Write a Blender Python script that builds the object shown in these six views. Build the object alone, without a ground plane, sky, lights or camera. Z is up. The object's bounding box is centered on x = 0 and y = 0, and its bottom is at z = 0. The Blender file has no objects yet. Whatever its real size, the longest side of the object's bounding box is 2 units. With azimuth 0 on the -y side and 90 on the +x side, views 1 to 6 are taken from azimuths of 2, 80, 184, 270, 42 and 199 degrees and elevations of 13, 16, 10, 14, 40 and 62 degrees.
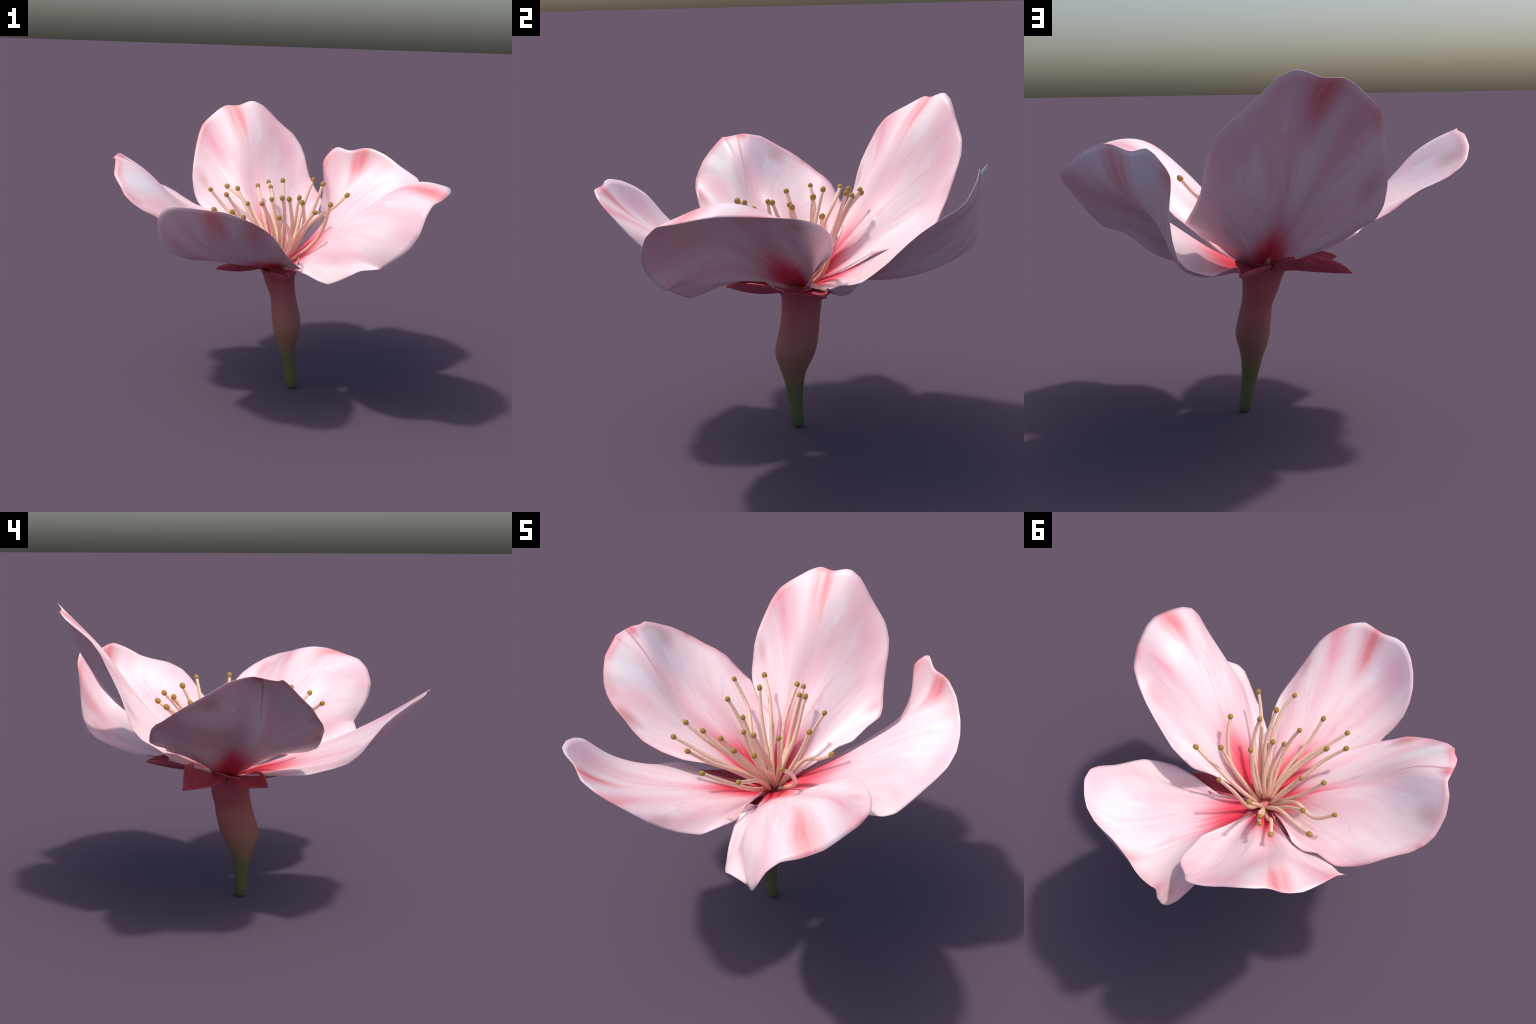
"""A single cherry blossom: five cupped petals on a red calyx with five sepals,
a ring of cream stamens with ochre anthers, a swollen calyx tube and a thin green stem.

Every petal is a fan of ribs that run from the narrow claw at the centre out to the rim:
a smooth spline goes along each rib through three inner arches and the rim curve.  The petal
mesh keeps its flat, unrolled rest shape (x = place along the rim, y = way from claw to rim)
and is bent into its pose by a shape key, so Generated coordinates follow the ribs."""
import bpy, math, random
import numpy as np
from mathutils import Vector

random.seed(7)
rng = np.random.default_rng(7)
scene = bpy.context.scene

# ------------------------------------------------------------------ shape data
PETALS = {
    'D': dict(
        claw=(0.038, 0.143, 0.792), claw_half=(0.042, 0.006, 0),
        inner=[(-0.008, 0.147, 0.803), (-0.069, 0.216, 0.838), (-0.104, 0.28, 0.906), (-0.096, 0.328, 0.983), (-0.063, 0.372, 1.011), (0, 0.357, 1.002), (0.083, 0.343, 0.921), (0.115, 0.258, 0.86), (0.091, 0.178, 0.806)],
        middle=[(-0.011, 0.157, 0.813), (-0.147, 0.291, 0.883), (-0.234, 0.409, 1.01), (-0.229, 0.485, 1.187), (-0.145, 0.588, 1.253), (-0.01, 0.591, 1.191), (0.117, 0.535, 1.045), (0.161, 0.366, 0.926), (0.103, 0.206, 0.821)],
        outer=[(-0.015, 0.167, 0.825), (-0.232, 0.353, 0.926), (-0.386, 0.496, 1.117), (-0.378, 0.629, 1.382), (-0.207, 0.753, 1.537), (0.007, 0.804, 1.389), (0.171, 0.717, 1.157), (0.217, 0.468, 0.991), (0.114, 0.235, 0.835)],
        rim=[(-0.019, 0.177, 0.835), (-0.067, 0.222, 0.854), (-0.128, 0.27, 0.878), (-0.17, 0.313, 0.9), (-0.225, 0.359, 0.928), (-0.302, 0.401, 0.95), (-0.363, 0.391, 0.982), (-0.421, 0.429, 1.029), (-0.481, 0.476, 1.077), (-0.524, 0.512, 1.111), (-0.556, 0.554, 1.177), (-0.57, 0.578, 1.261), (-0.57, 0.604, 1.343), (-0.564, 0.636, 1.415), (-0.557, 0.667, 1.478), (-0.547, 0.698, 1.542), (-0.528, 0.747, 1.607), (-0.498, 0.798, 1.645), (-0.428, 0.893, 1.709), (-0.374, 0.928, 1.738), (-0.336, 0.936, 1.737), (-0.286, 0.937, 1.741), (-0.265, 0.943, 1.749), (-0.217, 0.967, 1.768), (-0.184, 0.977, 1.77), (-0.118, 0.984, 1.741), (-0.069, 0.981, 1.699), (-0.02, 0.978, 1.65), (0.045, 0.974, 1.595), (0.103, 0.966, 1.549), (0.161, 0.939, 1.473), (0.192, 0.905, 1.404), (0.215, 0.867, 1.317), (0.23, 0.844, 1.269), (0.273, 0.79, 1.192), (0.298, 0.764, 1.157), (0.323, 0.71, 1.121), (0.304, 0.628, 1.085), (0.284, 0.514, 1.024), (0.237, 0.448, 0.997), (0.222, 0.421, 0.972), (0.18, 0.356, 0.913), (0.126, 0.263, 0.85)]),
    'C': dict(
        claw=(-0.007, 0.09, 0.792), claw_half=(-0.001, 0.042, 0),
        inner=[(-0.026, 0.03, 0.816), (-0.084, -0.019, 0.858), (-0.171, -0.035, 0.904), (-0.258, -0.024, 0.944), (-0.278, 0.005, 0.969), (-0.206, 0.067, 0.986), (-0.157, 0.161, 0.908), (-0.088, 0.195, 0.857), (-0.03, 0.158, 0.824)],
        middle=[(-0.046, 0.012, 0.841), (-0.162, -0.099, 0.921), (-0.333, -0.147, 1), (-0.49, -0.123, 1.106), (-0.537, -0.058, 1.149), (-0.436, 0.073, 1.124), (-0.318, 0.231, 1.008), (-0.167, 0.271, 0.922), (-0.053, 0.183, 0.857)],
        outer=[(-0.066, -0.006, 0.866), (-0.24, -0.184, 0.973), (-0.49, -0.27, 1.069), (-0.686, -0.218, 1.274), (-0.743, -0.072, 1.364), (-0.691, 0.142, 1.216), (-0.489, 0.329, 1.097), (-0.253, 0.35, 0.98), (-0.074, 0.208, 0.89)],
        rim=[(-0.087, -0.024, 0.888), (-0.169, -0.129, 0.956), (-0.302, -0.268, 0.994), (-0.414, -0.335, 1.028), (-0.516, -0.378, 1.07), (-0.599, -0.391, 1.121), (-0.654, -0.397, 1.169), (-0.711, -0.398, 1.196), (-0.749, -0.394, 1.212), (-0.805, -0.383, 1.246), (-0.858, -0.357, 1.288), (-0.89, -0.328, 1.337), (-0.935, -0.274, 1.394), (-0.945, -0.186, 1.478), (-0.96, -0.169, 1.474), (-0.951, -0.053, 1.492), (-0.944, -0.011, 1.485), (-0.971, 0.056, 1.469), (-0.984, 0.152, 1.413), (-0.959, 0.253, 1.354), (-0.923, 0.302, 1.319), (-0.861, 0.35, 1.281), (-0.797, 0.379, 1.254), (-0.733, 0.412, 1.23), (-0.671, 0.444, 1.192), (-0.612, 0.46, 1.146), (-0.542, 0.47, 1.106), (-0.491, 0.472, 1.088), (-0.433, 0.445, 1.058), (-0.376, 0.413, 1.04), (-0.293, 0.41, 1.001), (-0.21, 0.368, 0.98), (-0.162, 0.306, 0.959), (-0.097, 0.233, 0.922)]),
    'B': dict(
        claw=(0.03, 0.042, 0.792), claw_half=(-0.04, 0.012, 0),
        inner=[(0.069, 0.022, 0.799), (0.078, -0.063, 0.822), (0.06, -0.146, 0.86), (-0.005, -0.214, 0.886), (-0.093, -0.242, 0.888), (-0.142, -0.204, 0.865), (-0.136, -0.109, 0.844), (-0.091, -0.025, 0.817), (-0.023, 0.026, 0.801)],
        middle=[(0.067, 0.014, 0.807), (0.095, -0.16, 0.849), (0.078, -0.326, 0.921), (-0.035, -0.461, 0.988), (-0.206, -0.518, 0.997), (-0.301, -0.441, 0.943), (-0.281, -0.253, 0.899), (-0.182, -0.099, 0.84), (-0.037, -0.002, 0.81)],
        outer=[(0.064, 0.006, 0.815), (0.122, -0.256, 0.872), (0.106, -0.505, 0.971), (-0.042, -0.696, 1.104), (-0.296, -0.776, 1.138), (-0.458, -0.637, 1.058), (-0.422, -0.385, 0.949), (-0.274, -0.168, 0.863), (-0.05, -0.031, 0.817)],
        rim=[(0.063, -0.002, 0.822), (0.081, -0.077, 0.836), (0.092, -0.144, 0.852), (0.115, -0.203, 0.86), (0.168, -0.312, 0.875), (0.186, -0.453, 0.929), (0.175, -0.579, 0.951), (0.124, -0.7, 1.017), (0.086, -0.776, 1.076), (0.055, -0.834, 1.133), (0.023, -0.878, 1.184), (-0.019, -0.917, 1.227), (-0.076, -0.956, 1.267), (-0.139, -0.983, 1.299), (-0.225, -0.996, 1.329), (-0.342, -0.95, 1.33), (-0.438, -0.934, 1.338), (-0.489, -0.911, 1.336), (-0.547, -0.846, 1.313), (-0.588, -0.773, 1.269), (-0.611, -0.705, 1.214), (-0.615, -0.645, 1.139), (-0.602, -0.594, 1.064), (-0.565, -0.529, 0.996), (-0.53, -0.482, 0.97), (-0.452, -0.336, 0.912), (-0.39, -0.208, 0.893), (-0.272, -0.157, 0.863), (-0.157, -0.11, 0.838), (-0.063, -0.059, 0.826)]),
    'A': dict(
        claw=(0.087, 0.061, 0.792), claw_half=(-0.025, -0.034, 0),
        inner=[(0.144, 0.086, 0.801), (0.221, 0.083, 0.867), (0.294, 0.03, 0.957), (0.346, -0.059, 1.017), (0.311, -0.124, 1.014), (0.235, -0.152, 0.943), (0.165, -0.123, 0.868), (0.12, -0.058, 0.826), (0.082, 0.011, 0.79)],
        middle=[(0.177, 0.077, 0.809), (0.33, 0.083, 0.94), (0.48, -0.009, 1.086), (0.584, -0.177, 1.228), (0.513, -0.314, 1.236), (0.36, -0.361, 1.086), (0.25, -0.293, 0.914), (0.162, -0.152, 0.862), (0.104, -0.005, 0.787)],
        outer=[(0.207, 0.067, 0.82), (0.42, 0.1, 1.029), (0.647, -0.029, 1.193), (0.794, -0.269, 1.391), (0.709, -0.514, 1.389), (0.514, -0.574, 1.13), (0.334, -0.46, 0.922), (0.189, -0.243, 0.89), (0.124, -0.02, 0.789)],
        rim=[(0.241, 0.059, 0.828), (0.342, 0.09, 0.945), (0.479, 0.144, 1.071), (0.602, 0.116, 1.193), (0.665, 0.073, 1.241), (0.732, 0.023, 1.288), (0.814, -0.047, 1.33), (0.889, -0.126, 1.364), (0.951, -0.214, 1.388), (0.985, -0.35, 1.409), (0.986, -0.488, 1.418), (0.973, -0.577, 1.407), (0.909, -0.68, 1.378), (0.857, -0.733, 1.361), (0.819, -0.781, 1.307), (0.788, -0.807, 1.215), (0.745, -0.788, 1.132), (0.706, -0.762, 1.083), (0.613, -0.688, 0.991), (0.498, -0.686, 0.976), (0.453, -0.675, 0.948), (0.336, -0.554, 0.857), (0.273, -0.477, 0.857), (0.191, -0.356, 0.866), (0.143, -0.285, 0.859), (0.168, -0.212, 0.928), (0.172, -0.142, 0.86), (0.159, -0.092, 0.817), (0.143, -0.035, 0.786)]),
    'E': dict(
        claw=(0.083, 0.127, 0.792), claw_half=(0.028, -0.031, 0),
        inner=[(0.071, 0.176, 0.801), (0.109, 0.273, 0.82), (0.184, 0.375, 0.832), (0.246, 0.429, 0.888), (0.284, 0.401, 0.961), (0.32, 0.304, 0.934), (0.325, 0.206, 0.88), (0.25, 0.138, 0.823), (0.115, 0.103, 0.799)],
        middle=[(0.087, 0.192, 0.811), (0.156, 0.396, 0.838), (0.284, 0.6, 0.861), (0.373, 0.696, 1.012), (0.46, 0.625, 1.14), (0.532, 0.439, 1.082), (0.537, 0.269, 0.962), (0.406, 0.178, 0.847), (0.117, 0.108, 0.807)],
        outer=[(0.104, 0.212, 0.822), (0.188, 0.511, 0.861), (0.332, 0.823, 0.942), (0.419, 0.886, 1.187), (0.613, 0.79, 1.282), (0.743, 0.522, 1.198), (0.708, 0.269, 1.043), (0.544, 0.193, 0.875), (0.12, 0.117, 0.815)],
        rim=[(0.12, 0.229, 0.831), (0.152, 0.364, 0.852), (0.188, 0.51, 0.87), (0.214, 0.672, 0.871), (0.257, 0.806, 0.914), (0.289, 0.896, 0.951), (0.316, 0.951, 1.003), (0.331, 0.978, 1.088), (0.339, 0.986, 1.201), (0.328, 0.987, 1.297), (0.327, 0.988, 1.354), (0.344, 0.995, 1.391), (0.39, 0.988, 1.447), (0.425, 0.97, 1.468), (0.498, 0.911, 1.453), (0.523, 0.894, 1.455), (0.602, 0.849, 1.48), (0.653, 0.825, 1.481), (0.743, 0.774, 1.449), (0.787, 0.737, 1.423), (0.839, 0.69, 1.386), (0.893, 0.618, 1.356), (0.944, 0.517, 1.327), (0.958, 0.428, 1.28), (0.94, 0.372, 1.227), (0.895, 0.296, 1.132), (0.839, 0.192, 1.032), (0.796, 0.153, 1.009), (0.716, 0.124, 0.985), (0.617, 0.096, 0.936), (0.489, 0.114, 0.903), (0.33, 0.152, 0.841), (0.124, 0.122, 0.822)]),
}

STAMENS = [
    [(0.116, 0.124, 0.793), (0.217, 0.156, 1.035), (0.341, 0.125, 1.151), (0.454, 0.101, 1.261)],
    [(0.11, 0.104, 0.796), (0.185, 0.102, 0.997), (0.249, 0.096, 1.168), (0.301, 0.093, 1.327)],
    [(0.1, 0.073, 0.799), (0.113, 0.08, 0.954), (0.137, 0.052, 1.105), (0.157, 0.016, 1.248)],
    [(0.087, 0.144, 0.788), (0.126, 0.202, 0.892), (0.17, 0.234, 1.092), (0.243, 0.283, 1.323)],
    [(0.058, 0.149, 0.798), (0.064, 0.215, 0.985), (0.066, 0.283, 1.149), (0.048, 0.348, 1.301)],
    [(0.045, 0.156, 0.794), (0.028, 0.235, 0.942), (0.008, 0.302, 1.101), (-0.03, 0.39, 1.25)],
    [(0.039, 0.163, 0.791), (0.009, 0.262, 0.973), (-0.006, 0.339, 1.142), (-0.047, 0.441, 1.275)],
    [(0.02, 0.171, 0.785), (-0.02, 0.251, 0.918), (-0.069, 0.317, 1.076), (-0.118, 0.469, 1.242)],
    [(0.02, 0.15, 0.802), (-0.094, 0.231, 1.043), (-0.208, 0.334, 1.169), (-0.316, 0.402, 1.242)],
    [(0.002, 0.141, 0.796), (-0.08, 0.18, 0.967), (-0.159, 0.219, 1.101), (-0.24, 0.281, 1.248)],
    [(-0.007, 0.119, 0.8), (-0.156, 0.14, 1.004), (-0.288, 0.235, 1.104), (-0.413, 0.249, 1.241)],
    [(-0.009, 0.107, 0.8), (-0.124, 0.105, 0.981), (-0.221, 0.102, 1.129), (-0.298, 0.08, 1.24)],
    [(0.002, 0.099, 0.804), (-0.045, 0.1, 0.928), (-0.103, 0.078, 1.055), (-0.162, 0.067, 1.19)],
    [(0.015, 0.064, 0.808), (-0.038, -0.02, 0.941), (-0.129, -0.1, 1.061), (-0.241, -0.167, 1.177)],
    [(-0.003, 0.068, 0.801), (-0.123, -0.037, 0.964), (-0.237, -0.132, 1.087), (-0.349, -0.196, 1.193)],
    [(0.017, 0.049, 0.799), (-0.052, -0.083, 0.955), (-0.181, -0.202, 1.063), (-0.323, -0.311, 1.169)],
    [(0.042, 0.065, 0.814), (0.044, 0.003, 0.966), (0.031, -0.06, 1.1), (-0.011, -0.082, 1.249)],
    [(0.068, 0.072, 0.809), (0.064, 0.06, 0.964), (0.074, -0.017, 1.128), (0.053, -0.07, 1.256)],
    [(0.033, 0.058, 0.812), (0.018, -0.044, 0.968), (-0.004, -0.139, 1.108), (-0.065, -0.2, 1.24)],
    [(0.116, 0.086, 0.791), (0.279, 0.026, 0.989), (0.33, -0.068, 1.149), (0.343, -0.159, 1.243)],
    [(0.087, 0.045, 0.796), (0.146, -0.1, 0.998), (0.18, -0.239, 1.113), (0.246, -0.378, 1.232)],
    [(0.09, 0.07, 0.806), (0.142, -0.006, 0.983), (0.187, -0.12, 1.127), (0.174, -0.19, 1.254)],
    [(0.068, 0.056, 0.808), (0.104, -0.053, 0.982), (0.117, -0.165, 1.148), (0.096, -0.262, 1.284)],
    [(0.062, 0.037, 0.793), (0.103, -0.141, 0.946), (0.101, -0.331, 1.114), (0.043, -0.439, 1.205)],
    [(0.032, 0.05, 0.81), (-0.033, -0.093, 0.956), (-0.112, -0.237, 1.07), (-0.164, -0.352, 1.182)],
]


# calyx tube and stem: height, centre x, centre y, half width in x, half width in y
TUBE = [
    (0.000, 0.1635, 0.0285, 0.0300, 0.0310),
    (0.030, 0.158, 0.0262, 0.0325, 0.0345),
    (0.100, 0.146, 0.0230, 0.0365, 0.0385),
    (0.200, 0.131, 0.0190, 0.0440, 0.0470),
    (0.250, 0.124, 0.0180, 0.0505, 0.0550),
    (0.300, 0.118, 0.0175, 0.0590, 0.0670),
    (0.350, 0.113, 0.0210, 0.0725, 0.0870),
    (0.400, 0.111, 0.0265, 0.0860, 0.1070),
    (0.450, 0.108, 0.0355, 0.0910, 0.1150),
    (0.500, 0.100, 0.0470, 0.0890, 0.1145),
    (0.550, 0.091, 0.0580, 0.0855, 0.1115),
    (0.600, 0.081, 0.0670, 0.0825, 0.1085),
    (0.650, 0.067, 0.0760, 0.0880, 0.1095),
    (0.700, 0.054, 0.0830, 0.0970, 0.1125),
    (0.740, 0.047, 0.0870, 0.1070, 0.1170),
    (0.770, 0.042, 0.0890, 0.1220, 0.1280),
    (0.785, 0.040, 0.0900, 0.1300, 0.1340),
]
STEM_TOP = 0.27          # the green stem ends here, the red calyx tube begins

# sepals: base, tip, half width, sag of the spine, lift of the left and of the right edge
SEPALS = [
    dict(base=(-0.045, 0.060, 0.790), tip=(-0.333, -0.130, 0.815), half=0.078, sag=-0.020, left=0.070, right=0.005),
    dict(base=(-0.040, 0.155, 0.810), tip=(-0.412, 0.316, 0.817), half=0.088, sag=-0.005, left=-0.005, right=0.095),
    dict(base=(0.050, 0.190, 0.815), tip=(0.102, 0.572, 0.849), half=0.080, sag=-0.015, left=0.045, right=0.070),
    dict(base=(0.140, 0.090, 0.775), tip=(0.544, 0.095, 0.872), half=0.085, sag=-0.020, left=0.035, right=0.030),
    dict(base=(0.065, 0.000, 0.765), tip=(0.100, -0.340, 0.828), half=0.080, sag=-0.026, left=0.070, right=0.050),
]

# ------------------------------------------------------------------ splines
def spline_matrix(knots, x):
    """Rows that turn knot values into values of the natural cubic spline at x."""
    knots, x = np.asarray(knots, float), np.asarray(x, float)
    n, h = len(knots), np.diff(knots)
    a, r, eye = np.zeros((n, n)), np.zeros((n, n)), np.eye(n)
    a[0, 0] = a[-1, -1] = 1
    for i in range(1, n - 1):
        a[i, i - 1], a[i, i], a[i, i + 1] = h[i - 1], 2 * (h[i - 1] + h[i]), h[i]
        r[i, i - 1], r[i, i], r[i, i + 1] = 6 / h[i - 1], -6 / h[i - 1] - 6 / h[i], 6 / h[i]
    m = np.linalg.solve(a, r)
    j = np.clip(np.searchsorted(knots, x) - 1, 0, n - 2)
    t, hh = (x - knots[j])[:, None], h[j][:, None]
    u = hh - t
    return (m[j] * u**3 + m[j + 1] * t**3) / (6 * hh) + (eye[j] / hh - m[j] * hh / 6) * u + (eye[j + 1] / hh - m[j + 1] * hh / 6) * t


def through(points, x, knots=None):
    points = np.asarray(points, float)
    knots = np.linspace(0, 1, len(points)) if knots is None else knots
    return spline_matrix(knots, x) @ points


def arc_knots(points):
    d = np.r_[0, np.cumsum(np.linalg.norm(np.diff(points, axis=0), axis=1))]
    return d / d[-1]


def crisp_rim(points, s):
    """Rim curve that is close to straight between its corners, as a slightly angular petal edge."""
    k = arc_knots(points)
    straight = np.stack([np.interp(s, k, points[:, c]) for c in range(3)], 1)
    return 0.65 * straight + 0.35 * through(points, s, k)


def grid_normals(p):
    du = np.gradient(p, axis=0)
    dv = np.gradient(p, axis=1)
    n = np.cross(dv, du)
    return n / (np.linalg.norm(n, axis=2, keepdims=True) + 1e-9)


# ------------------------------------------------------------------ mesh helpers
def new_mesh(name, verts, faces, smooth=True):
    me = bpy.data.meshes.new(name)
    me.from_pydata([tuple(map(float, v)) for v in verts], [], [tuple(int(i) for i in f) for f in faces])
    me.validate()
    if smooth:
        me.polygons.foreach_set("use_smooth", [True] * len(me.polygons))
    me.update()
    return me


def add(name, me, parent, material):
    ob = bpy.data.objects.new(name, me)
    scene.collection.objects.link(ob)
    ob.parent = parent
    if material:
        me.materials.append(material)
    return ob


def sheet(ns, nt):
    """Faces of a thin closed sheet: ns x nt vertices above, the same below, and an edge band."""
    f, half = [], ns * nt
    at = lambda i, j: i * nt + j
    for i in range(ns - 1):
        for j in range(nt - 1):
            q = (at(i, j), at(i, j + 1), at(i + 1, j + 1), at(i + 1, j))
            f.append(q)
            f.append(tuple(half + k for k in q[::-1]))
    ring = [at(i, 0) for i in range(ns)] + [at(ns - 1, j) for j in range(1, nt)]
    ring += [at(i, nt - 1) for i in range(ns - 2, -1, -1)] + [at(0, j) for j in range(nt - 2, 0, -1)]
    for a, b in zip(ring, ring[1:] + ring[:1]):
        f.append((a, b, b + half, a + half))
    return f


def tube(path, radii, sides=10, cap=True):
    """Round tube along a path (n x 3) with a radius at every point."""
    path = np.asarray(path, float)
    t = np.gradient(path, axis=0)
    t /= np.linalg.norm(t, axis=1, keepdims=True)
    ref = np.array([0.0, 0.0, 1.0]) if abs(t[0, 2]) < 0.8 else np.array([1.0, 0.0, 0.0])
    verts, faces = [], []
    side = np.cross(t[0], ref)
    for k in range(len(path)):
        side = side - t[k] * (side @ t[k])
        side /= np.linalg.norm(side)
        up = np.cross(t[k], side)
        for a in range(sides):
            w = math.tau * a / sides
            verts.append(path[k] + radii[k] * (math.cos(w) * side + math.sin(w) * up))
    for k in range(len(path) - 1):
        for a in range(sides):
            b = (a + 1) % sides
            faces.append((k * sides + a, k * sides + b, (k + 1) * sides + b, (k + 1) * sides + a))
    if cap:
        faces.append(tuple(range(sides))[::-1])
        faces.append(tuple((len(path) - 1) * sides + a for a in range(sides)))
    return verts, faces


# ------------------------------------------------------------------ material helpers
class Nodes:
    def __init__(self, name, roughness=0.5, specular=0.5):
        self.mat = bpy.data.materials.new(name)
        self.mat.use_nodes = True
        self.tree = self.mat.node_tree
        self.out = self.tree.nodes["Principled BSDF"]
        self.out.inputs["Roughness"].default_value = roughness
        self.out.inputs["Specular IOR Level"].default_value = specular

    def new(self, kind, **props):
        n = self.tree.nodes.new("ShaderNode" + kind)
        for k, v in props.items():
            setattr(n, k, v)
        return n

    def link(self, a, b):
        self.tree.links.new(a, b)

    def coords(self, which):
        return self.new("TexCoord").outputs[which]

    def stretch(self, vec, scale, loc=(0, 0, 0), rot=0.0, kind="POINT"):
        m = self.new("Mapping", vector_type=kind)
        m.inputs["Scale"].default_value = scale
        m.inputs["Location"].default_value = loc
        m.inputs["Rotation"].default_value = (0, 0, rot)
        self.link(vec, m.inputs["Vector"])
        return m.outputs[0]

    def noise(self, vec, scale=1.0, detail=3.0, rough=0.55, warp=0.0):
        n = self.new("TexNoise")
        n.inputs["Scale"].default_value, n.inputs["Detail"].default_value = scale, detail
        n.inputs["Roughness"].default_value, n.inputs["Distortion"].default_value = rough, warp
        self.link(vec, n.inputs["Vector"])
        return n.outputs["Fac"]

    def math(self, op, a, b=None, clamp=False):
        n = self.new("Math", operation=op, use_clamp=clamp)
        for i, x in enumerate((a, b)):
            if x is None:
                continue
            if isinstance(x, (int, float)):
                n.inputs[i].default_value = x
            else:
                self.link(x, n.inputs[i])
        return n.outputs[0]

    def ramp(self, x, lo, hi, a=0.0, b=1.0, smooth=True):
        n = self.new("MapRange", interpolation_type="SMOOTHSTEP" if smooth else "LINEAR")
        for i, v in ((1, lo), (2, hi), (3, a), (4, b)):
            n.inputs[i].default_value = v
        self.link(x, n.inputs[0])
        return n.outputs[0]

    def mix(self, fac, a, b):
        n = self.new("Mix", data_type="RGBA")
        for sock, x in ((n.inputs[0], fac), (n.inputs[6], a), (n.inputs[7], b)):
            if isinstance(x, (int, float)):
                sock.default_value = x
            elif isinstance(x, tuple):
                sock.default_value = (*x, 1)
            else:
                self.link(x, sock)
        return n.outputs[2]

    def blob(self, vec, s, t, rs, rt, rot=0.0, soft=0.0):
        """Soft spot round (s, t) with radii rs, rt: 1 inside, 0 outside."""
        v = self.stretch(vec, (rs, rt, 1), (s, t, 0), rot, "TEXTURE")
        flat = self.new("VectorMath", operation="MULTIPLY")
        flat.inputs[1].default_value = (1, 1, 0)
        self.link(v, flat.inputs[0])
        ln = self.new("VectorMath", operation="LENGTH")
        self.link(flat.outputs[0], ln.inputs[0])
        return self.ramp(ln.outputs["Value"], soft, 1.0, 1.0, 0.0)

    def bump(self, height, strength, distance):
        b = self.new("Bump")
        b.inputs["Strength"].default_value, b.inputs["Distance"].default_value = strength, distance
        self.link(height, b.inputs["Height"])
        self.link(b.outputs[0], self.out.inputs["Normal"])

    def done(self, colour):
        if isinstance(colour, tuple):
            self.out.inputs["Base Color"].default_value = (*colour, 1)
        else:
            self.link(colour, self.out.inputs["Base Color"])
        return self.mat


WHITE, PINK, ROSE = (0.82, 0.655, 0.695), (0.80, 0.510, 0.565), (0.77, 0.235, 0.265)
RED, BROWN, VEIN = (0.76, 0.050, 0.095), (0.60, 0.33, 0.34), (0.70, 0.31, 0.37)

# Where the marks sit on every petal, in rest coordinates (along the rim, claw to rim):
# streak at the notch, left streak, left shoulder, brown patch, painted drop, right flush
MARKS = {
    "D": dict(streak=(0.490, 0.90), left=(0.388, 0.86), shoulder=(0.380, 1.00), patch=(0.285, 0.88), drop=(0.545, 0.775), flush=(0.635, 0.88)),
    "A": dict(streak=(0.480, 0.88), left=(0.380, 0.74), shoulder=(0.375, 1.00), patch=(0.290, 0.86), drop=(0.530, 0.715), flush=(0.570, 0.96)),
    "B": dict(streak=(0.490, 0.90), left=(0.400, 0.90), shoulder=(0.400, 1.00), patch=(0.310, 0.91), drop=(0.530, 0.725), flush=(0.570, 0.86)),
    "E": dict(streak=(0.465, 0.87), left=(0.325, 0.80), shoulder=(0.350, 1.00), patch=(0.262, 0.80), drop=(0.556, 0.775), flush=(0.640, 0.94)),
    "C": dict(vein=0.490, drop=(0.565, 0.76)),
}


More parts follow.
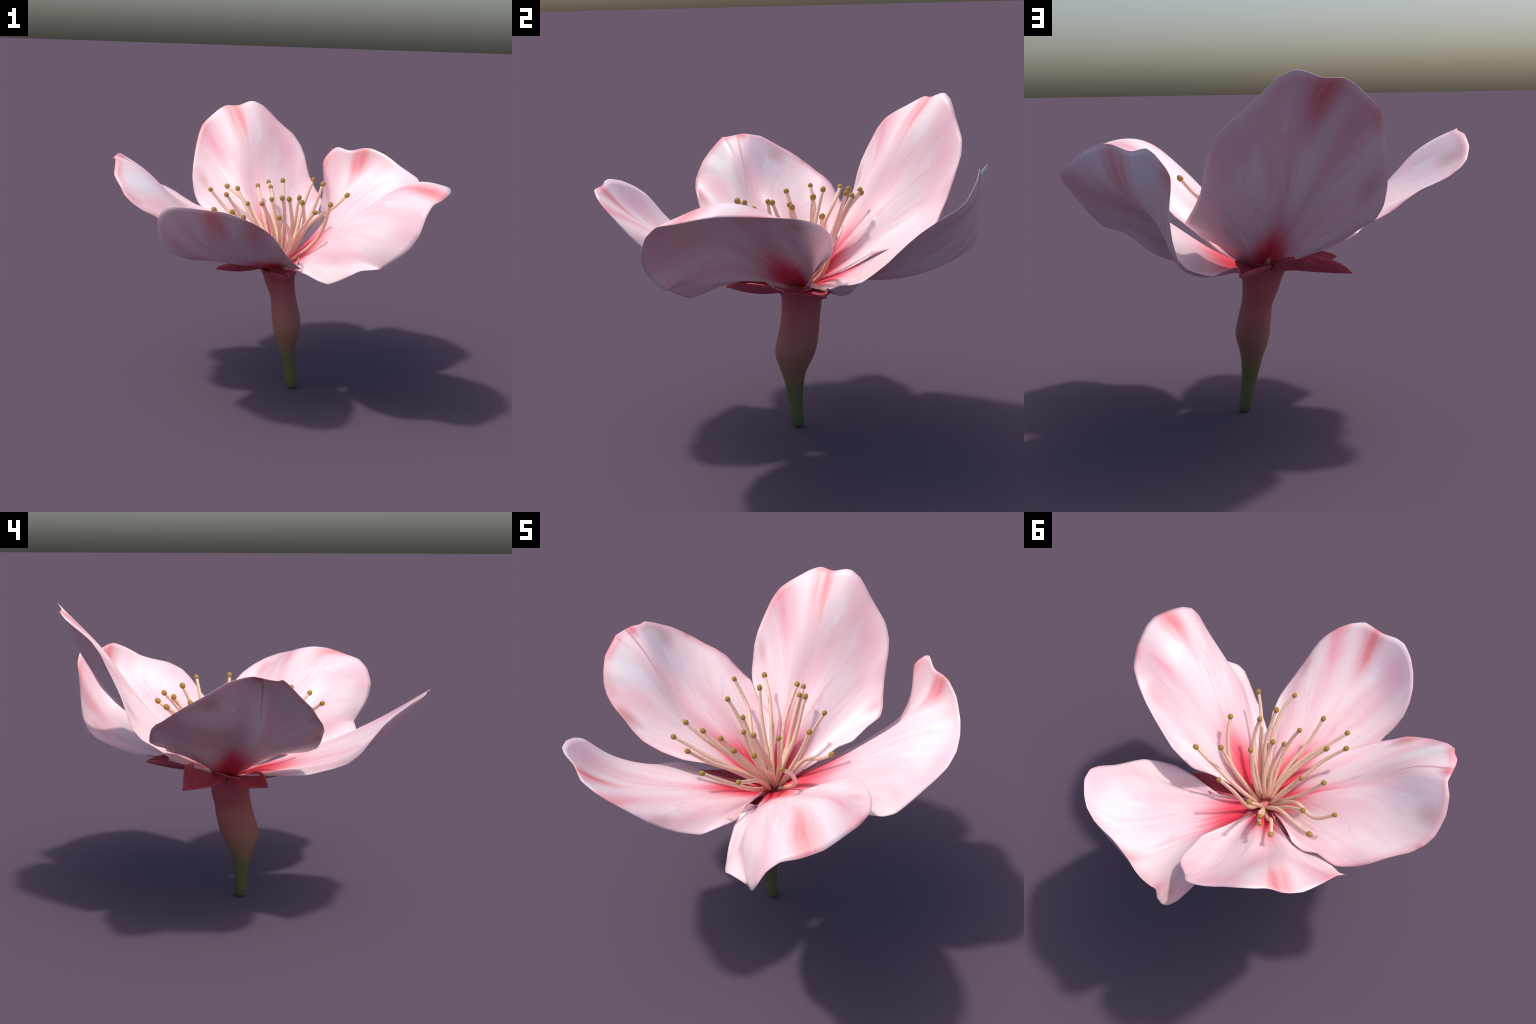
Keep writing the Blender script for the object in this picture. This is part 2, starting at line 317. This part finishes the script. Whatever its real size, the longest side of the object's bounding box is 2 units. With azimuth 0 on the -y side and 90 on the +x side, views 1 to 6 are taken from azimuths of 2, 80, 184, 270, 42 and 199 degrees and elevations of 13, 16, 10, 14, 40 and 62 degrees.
def petal_material(key):
    n = Nodes("petal_" + key, roughness=0.42, specular=0.45)
    flat, marks = n.coords("Generated"), MARKS[key]
    sep = n.new("SeparateXYZ")
    n.link(flat, sep.inputs[0])
    along, out = sep.outputs[0], sep.outputs[1]
    seed = ord(key) * 3.7
    # wavy copy of the coordinates, so that no mark has a ruled edge
    wob = n.new("TexNoise")
    wob.inputs["Scale"].default_value, wob.inputs["Detail"].default_value = 1.0, 3
    n.link(n.stretch(flat, (26, 5, 1), (seed, 0, 0)), wob.inputs["Vector"])
    shift = n.new("VectorMath", operation="MULTIPLY_ADD")
    n.link(wob.outputs["Color"], shift.inputs[0])
    shift.inputs[1].default_value = (0.014, 0.10, 0)
    shift.inputs[2].default_value = (-0.007, -0.05, 0)
    wav = n.new("VectorMath", operation="ADD")
    n.link(flat, wav.inputs[0])
    n.link(shift.outputs[0], wav.inputs[1])
    wavy = wav.outputs[0]
    # broad mottling and fine rib streaks
    broad = n.noise(n.stretch(wavy, (9, 1.5, 1), (seed, 3, 0)), 1.0, 2, 0.5)
    fine = n.noise(n.stretch(wavy, (70, 1.8, 1), (seed, 7, 0)), 1.0, 4, 0.6)
    col = n.mix(n.ramp(broad, 0.38, 0.66), WHITE, PINK)
    col = n.mix(n.math("MULTIPLY", n.ramp(fine, 0.48, 0.75), 0.45), col, PINK)
    # thin branching veins: ridges of a stretched noise
    ridge = n.math("ABSOLUTE", n.math("SUBTRACT", n.noise(n.stretch(wavy, (24, 1.1, 1), (seed, 11, 0)), 1.0, 1, 0.5), 0.5))
    veins = n.math("MULTIPLY", n.ramp(ridge, 0.0, 0.020, 1.0, 0.0), n.ramp(out, 1.0, 0.30, 0.06, 0.42))
    col = n.mix(veins, col, VEIN)
    brush = n.ramp(fine, 0.30, 0.62, 0.45, 1.0)

    def lay(mask, colour, strength):
        nonlocal col
        col = n.mix(n.math("MULTIPLY", mask, strength), col, colour)

    if key != "C":
        s, t = marks["streak"]
        lay(n.blob(wavy, s - 0.045, t - 0.05, 0.035, 0.45), WHITE, 0.75)
        lay(n.blob(wavy, s + 0.045, t, 0.028, 0.22), WHITE, 0.55)
        lay(n.math("MULTIPLY", n.blob(wavy, s - 0.004, t, 0.042, 0.30), brush), ROSE, 1.0)
        lay(n.blob(wavy, s, t + 0.06, 0.024, 0.20), (0.76, 0.17, 0.20), 0.35)
        s, t = marks["left"]
        lay(n.math("MULTIPLY", n.blob(wavy, s, t, 0.040, 0.26), brush), (0.78, 0.30, 0.38), 0.75)
        lay(n.blob(wavy, *marks["shoulder"], 0.045, 0.09), ROSE, 0.75)
        s, t = marks["patch"]
        lay(n.blob(wavy, s + 0.035, t + 0.02, 0.020, 0.12, 0.2), WHITE, 0.5)
        lay(n.blob(wavy, s, t, 0.035, 0.13), BROWN, 0.60)
        lay(n.blob(wavy, *marks["flush"], 0.075, 0.16), (0.76, 0.40, 0.50), 0.60)
    else:
        lay(n.blob(wavy, 0.40, 0.85, 0.07, 0.22), (0.72, 0.68, 0.72), 0.85)
        lay(n.blob(wavy, 0.55, 0.80, 0.06, 0.20), (0.66, 0.56, 0.62), 0.55)
        lay(n.blob(wavy, 0.28, 0.97, 0.040, 0.17), (0.52, 0.19, 0.19), 0.85)
        lay(n.blob(wavy, 0.34, 0.97, 0.030, 0.10), BROWN, 0.6)
        lay(n.blob(wavy, 0.585, 0.93, 0.035, 0.12), (0.56, 0.32, 0.34), 0.75)
        lay(n.blob(wavy, 0.65, 1.00, 0.012, 0.04), (0.55, 0.15, 0.17), 0.8)
        lay(n.ramp(out, 0.93, 1.0), (0.72, 0.30, 0.37), 0.55)
        lay(n.blob(wavy, 0.43, 1.00, 0.055, 0.07), ROSE, 0.8)
        lay(n.blob(flat, 0.490, 0.98, 0.016, 0.10), (0.62, 0.11, 0.16), 0.8)
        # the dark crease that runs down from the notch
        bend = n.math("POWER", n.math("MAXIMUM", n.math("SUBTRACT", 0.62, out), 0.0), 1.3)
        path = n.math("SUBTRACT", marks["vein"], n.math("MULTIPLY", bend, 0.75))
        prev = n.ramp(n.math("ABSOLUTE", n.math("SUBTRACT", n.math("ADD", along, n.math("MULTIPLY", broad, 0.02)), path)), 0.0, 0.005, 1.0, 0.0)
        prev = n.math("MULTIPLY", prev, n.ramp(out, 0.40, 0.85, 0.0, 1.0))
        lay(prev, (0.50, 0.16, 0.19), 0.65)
    # highlight laid into the colour: a drop-shaped mark with its pale trail
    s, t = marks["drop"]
    lay(n.blob(wavy, s + 0.004, t + 0.05, 0.016, 0.10), (0.83, 0.74, 0.78), 0.45)
    lay(n.blob(flat, s, t, 0.006, 0.035, 0.0, 0.3), (0.83, 0.76, 0.80), 0.55)
    # crumpled lobes beside the claw
    crumple = n.noise(n.stretch(wavy, (34, 9, 1), (seed, 19, 0)), 1.0, 3, 0.6)
    lobes = n.math("MULTIPLY", n.ramp(n.math("ABSOLUTE", n.math("SUBTRACT", along, 0.5)), 0.22, 0.36), n.ramp(out, 0.45, 0.75))
    lay(n.math("MULTIPLY", lobes, n.ramp(crumple, 0.45, 0.70)), WHITE, 0.6)
    lay(n.math("MULTIPLY", lobes, n.ramp(crumple, 0.42, 0.30)), (0.78, 0.42, 0.50), 0.45)
    # crimson heart, reaching out along the ribs
    ragged = n.math("ADD", out, n.math("MULTIPLY", n.math("SUBTRACT", fine, 0.5), 0.16))
    side = n.math("MULTIPLY", n.math("ABSOLUTE", n.math("SUBTRACT", along, 0.5)), 0.30)
    ragged = n.math("ADD", ragged, side)
    lay(n.ramp(ragged, 0.48, 0.16), (0.79, 0.22, 0.32), 0.80)
    lay(n.ramp(ragged, 0.36, 0.14), RED, 1.0)
    n.bump(n.math("ADD", n.math("ADD", n.math("MULTIPLY", fine, 0.5), n.math("MULTIPLY", veins, -0.6)), n.math("MULTIPLY", n.math("MULTIPLY", crumple, lobes), 2.0)), 0.14, 0.012)
    return n.done(col)


def flower_stalk_material():
    n = Nodes("flower_stalk", roughness=0.45, specular=0.4)
    pos = n.coords("Object")
    sep = n.new("SeparateXYZ")
    n.link(pos, sep.inputs[0])
    z = n.math("ADD", sep.outputs[2], n.math("MULTIPLY", n.math("SUBTRACT", n.noise(n.stretch(pos, (14, 14, 4)), 1.0, 3), 0.5), 0.10))
    col = n.mix(n.ramp(z, 0.20, 0.36), (0.125, 0.130, 0.050), (0.30, 0.145, 0.095))
    col = n.mix(n.ramp(z, 0.10, 0.0), col, (0.085, 0.105, 0.035))
    col = n.mix(n.ramp(z, 0.34, 0.62), col, (0.40, 0.110, 0.105))
    col = n.mix(n.ramp(z, 0.55, 0.80), col, (0.42, 0.075, 0.100))
    fine = n.noise(n.stretch(pos, (90, 90, 8)), 1.0, 3)
    col = n.mix(n.math("MULTIPLY", n.ramp(fine, 0.45, 0.8), 0.25), col, (0.20, 0.10, 0.07))
    n.bump(fine, 0.12, 0.01)
    return n.done(col)


def sepal_material():
    n = Nodes("sepal", roughness=0.5, specular=0.35)
    pos = n.coords("Object")
    fine = n.noise(n.stretch(pos, (22, 22, 22)), 1.0, 4)
    col = n.mix(n.ramp(fine, 0.3, 0.7), (0.43, 0.060, 0.095), (0.54, 0.095, 0.135))
    n.bump(fine, 0.10, 0.01)
    return n.done(col)


def receptacle_material():
    n = Nodes("receptacle", roughness=0.5, specular=0.3)
    fine = n.noise(n.coords("Object"), 30.0, 3)
    return n.done(n.mix(n.ramp(fine, 0.3, 0.7), (0.66, 0.13, 0.16), (0.72, 0.20, 0.22)))


def filament_material():
    n = Nodes("filament", roughness=0.5, specular=0.35)
    pos = n.coords("Object")
    sep = n.new("SeparateXYZ")
    n.link(pos, sep.inputs[0])
    fine = n.noise(n.stretch(pos, (80, 80, 20)), 1.0, 3)
    col = n.mix(n.ramp(fine, 0.35, 0.7), (0.72, 0.49, 0.37), (0.79, 0.57, 0.45))
    col = n.mix(n.ramp(sep.outputs[2], 0.93, 0.80, 0.0, 0.45), col, (0.64, 0.30, 0.22))
    return n.done(col)


def anther_material():
    n = Nodes("anther", roughness=0.5, specular=0.4)
    fine = n.noise(n.coords("Object"), 60.0, 3)
    n.bump(fine, 0.25, 0.01)
    return n.done(n.mix(n.ramp(fine, 0.3, 0.75), (0.31, 0.180, 0.030), (0.41, 0.250, 0.050)))


# ------------------------------------------------------------------ the flower
flower = bpy.data.objects.new("cherry_blossom", None)
scene.collection.objects.link(flower)
flower["label"] = "single pink cherry blossom with ochre-tipped stamens on a short stem"
flower["category"] = "flower"

# petals
PETAL_THICKNESS = 0.0045
for key in "DCBAE":
    d = PETALS[key]
    rim = np.array(d["rim"])
    ns, nt = 221, 30
    s = np.linspace(0, 1, ns)
    t = np.linspace(0, 1, nt) ** 0.9
    claw = np.array(d["claw"]) + (2 * s - 1)[:, None] * np.array(d["claw_half"])
    ribs = np.stack([claw] + [through(d[a], s) for a in ("inner", "middle", "outer")] + [crisp_rim(rim, s)])
    bent = np.einsum("tk,ksd->std", spline_matrix([0, 0.25, 0.5, 0.75, 1], t), ribs)
    nrm = grid_normals(bent)
    nrm[:, 0] = nrm[:, 1]
    thick = PETAL_THICKNESS * (0.35 + 0.65 * np.sqrt(np.clip(1 - t, 0, 1)))[None, :, None]
    above, below = bent + nrm * thick / 2, bent - nrm * thick / 2
    rest = np.stack(np.meshgrid(s, t, indexing="ij") + [np.zeros((ns, nt))], -1)
    rest_low = rest + (0, 0, -0.01)
    me = new_mesh("petal", np.vstack([rest.reshape(-1, 3), rest_low.reshape(-1, 3)]), sheet(ns, nt))
    petal = add("petal", me, flower, petal_material(key))
    petal.shape_key_add(name="flat")
    pose = petal.shape_key_add(name="bent")
    pose.data.foreach_set("co", np.vstack([above.reshape(-1, 3), below.reshape(-1, 3)]).ravel())
    pose.value = 1.0

# stalk: one smooth lofted body, then split by region into the green stem and the red calyx tube
prof = np.array(TUBE)
z = np.sort(np.unique(np.r_[np.linspace(0, prof[-1, 0], 90), STEM_TOP]))
body = through(prof[:, 1:], z, prof[:, 0])
SIDES = 40
ang = np.arange(SIDES) * math.tau / SIDES
foot = [(0.0, 0.55), (0.004, 0.85), (0.010, 0.97)]          # rounded foot of the stem
rows = []
for h, f in foot:
    c = body[np.searchsorted(z, h)]
    rows.append((h, c[0], c[1], c[2] * f, c[3] * f))
rows += [(zz, *b) for zz, b in zip(z, body) if zz > 0.016]
rows = np.array(rows)


def rim_lift(a, z):
    """The calyx mouth is not level: high at the back (+y), low at the front."""
    k = np.clip((z - 0.66) / 0.125, 0, 1)
    return (0.016 + 0.040 * math.sin(a) - 0.010 * math.cos(a)) * k * k * (3 - 2 * k)


verts = np.array([(r[1] + r[3] * math.cos(a), r[2] + r[4] * math.sin(a), r[0] + rim_lift(a, r[0])) for r in rows for a in ang])
cut = int(np.argmin(abs(rows[:, 0] - STEM_TOP)))


def band(lo, hi):
    return [(k * SIDES + a, k * SIDES + (a + 1) % SIDES, (k + 1) * SIDES + (a + 1) % SIDES, (k + 1) * SIDES + a) for k in range(lo, hi) for a in range(SIDES)]


whole = new_mesh("stalk_body", verts, band(0, len(rows) - 1) + [tuple(range(SIDES))[::-1]])
normals = np.array([v.vector[:] for v in whole.vertex_normals])
stalk_mat = flower_stalk_material()
for name, lo, hi in (("stem", 0, cut), ("calyx_tube", cut, len(rows) - 1)):
    used = np.arange(lo * SIDES, (hi + 1) * SIDES)
    faces = [tuple(i - lo * SIDES for i in f) for f in band(lo, hi)]
    if lo == 0:
        faces.append(tuple(range(SIDES))[::-1])
    me = new_mesh(name, verts[used], faces)
    me.normals_split_custom_set_from_vertices(normals[used].tolist())
    add(name, me, flower, stalk_mat)
bpy.data.meshes.remove(whole)

# receptacle: shallow cup that closes the calyx tube and carries stamens and petals
top = rows[-1]
cup = [(1.00, 0.000), (0.97, 0.006), (0.92, 0.004), (0.80, -0.010), (0.55, -0.004), (0.30, 0.008), (0.02, 0.010)]
cv = [(0.042 + (top[1] - 0.042) * k + top[3] * k * math.cos(a), 0.09 + top[4] * k * math.sin(a), top[0] + dz + rim_lift(a, top[0]) * max(0, k - 0.5) * 2) for k, dz in cup for a in ang]
cf = [(k * SIDES + a, k * SIDES + (a + 1) % SIDES, (k + 1) * SIDES + (a + 1) % SIDES, (k + 1) * SIDES + a) for k in range(len(cup) - 1) for a in range(SIDES)]
cf.append(tuple((len(cup) - 1) * SIDES + a for a in range(SIDES)))
add("receptacle", new_mesh("receptacle", cv, cf), flower, receptacle_material())

# sepals: pointed leaves folded along the spine
sepal_mat = sepal_material()
for d in SEPALS:
    ns, nt = 17, 33
    base, tip = np.array(d["base"]), np.array(d["tip"])
    run = tip - base
    flat_run = np.array([run[0], run[1], 0]) / math.hypot(run[0], run[1])
    left = np.array([-flat_run[1], flat_run[0], 0])
    t = np.linspace(0, 1, nt)
    spine = base + t[:, None] * run + (np.sin(math.pi * t) * d["sag"])[:, None] * np.array([0, 0, 1])
    half = d["half"] * np.where(t < 0.35, 0.80 + 0.20 * np.sin(math.pi / 2 * t / 0.35), np.cos(math.pi / 2 * np.clip((t - 0.35) / 0.65, 0, 1)) ** 1.15)
    u = np.linspace(-1, 1, ns)
    p = np.zeros((ns, nt, 3))
    swell = np.sin(math.pi * np.clip(t, 0, 1)) ** 0.7
    for i, w in enumerate(u):
        lift = d["left"] if w > 0 else d["right"]
        p[i] = spine + (w * half)[:, None] * left + (abs(w) ** 1.6 * lift * swell)[:, None] * np.array([0, 0, 1])
    nrm = grid_normals(p)
    nrm[:, -1] = nrm[:, -2]
    body = np.vstack([(p + nrm * 0.004).reshape(-1, 3), (p - nrm * 0.004).reshape(-1, 3)])
    add("sepal", new_mesh("sepal", body, sheet(ns, nt)), flower, sepal_mat)

# stamens: a tapering filament with an ochre anther on its tip
filament_mat, anther_mat = filament_material(), anther_material()
av, af = [], []
RINGS, SEG = 6, 9
for i in range(RINGS + 1):
    a = math.pi * i / RINGS
    for j in range(SEG):
        b = math.tau * j / SEG
        av.append((math.sin(a) * math.cos(b), math.sin(a) * math.sin(b), 1.1 * math.cos(a)))
af = [(i * SEG + j, (i + 1) * SEG + j, (i + 1) * SEG + (j + 1) % SEG, i * SEG + (j + 1) % SEG) for i in range(RINGS) for j in range(SEG)]
anther_mesh = new_mesh("anther", av, af)
anther_mesh.materials.append(anther_mat)
for k, pts in enumerate(STAMENS):
    u = np.linspace(0, 1, 25)
    pts = np.array(pts)
    hub = np.array([0.045, 0.092])                           # filaments rise from a tight ring on the receptacle
    pts[0, :2] = hub + (pts[0, :2] - hub) * 0.72
    pts[0, 2] += 0.008
    pts[1] += (0, 0, 0.006)
    path = through(pts, u)
    wave = np.sin(math.pi * u) * 0.003
    path = path + np.stack([wave * np.sin(9 * u + k), wave * np.cos(8 * u + 2 * k), 0 * u], 1)
    rad = np.interp(u, (0, 0.15, 0.6, 1), (0.0115, 0.0135, 0.0118, 0.0092))
    v, f = tube(path, rad, 10)
    stamen = add("stamen", new_mesh("stamen", v, f), flower, filament_mat)
    anther = bpy.data.objects.new("anther", anther_mesh)
    scene.collection.objects.link(anther)
    anther.parent = stamen
    size = 0.0156 * rng.uniform(0.93, 1.10)
    heading = Vector(path[-1] - path[-4]).normalized()
    anther.location = Vector(path[-1]) + heading * 0.002
    anther.rotation_mode = "QUATERNION"
    anther.rotation_quaternion = heading.to_track_quat("Z", "Y")
    anther.scale = (size, size, size * rng.uniform(0.95, 1.15))
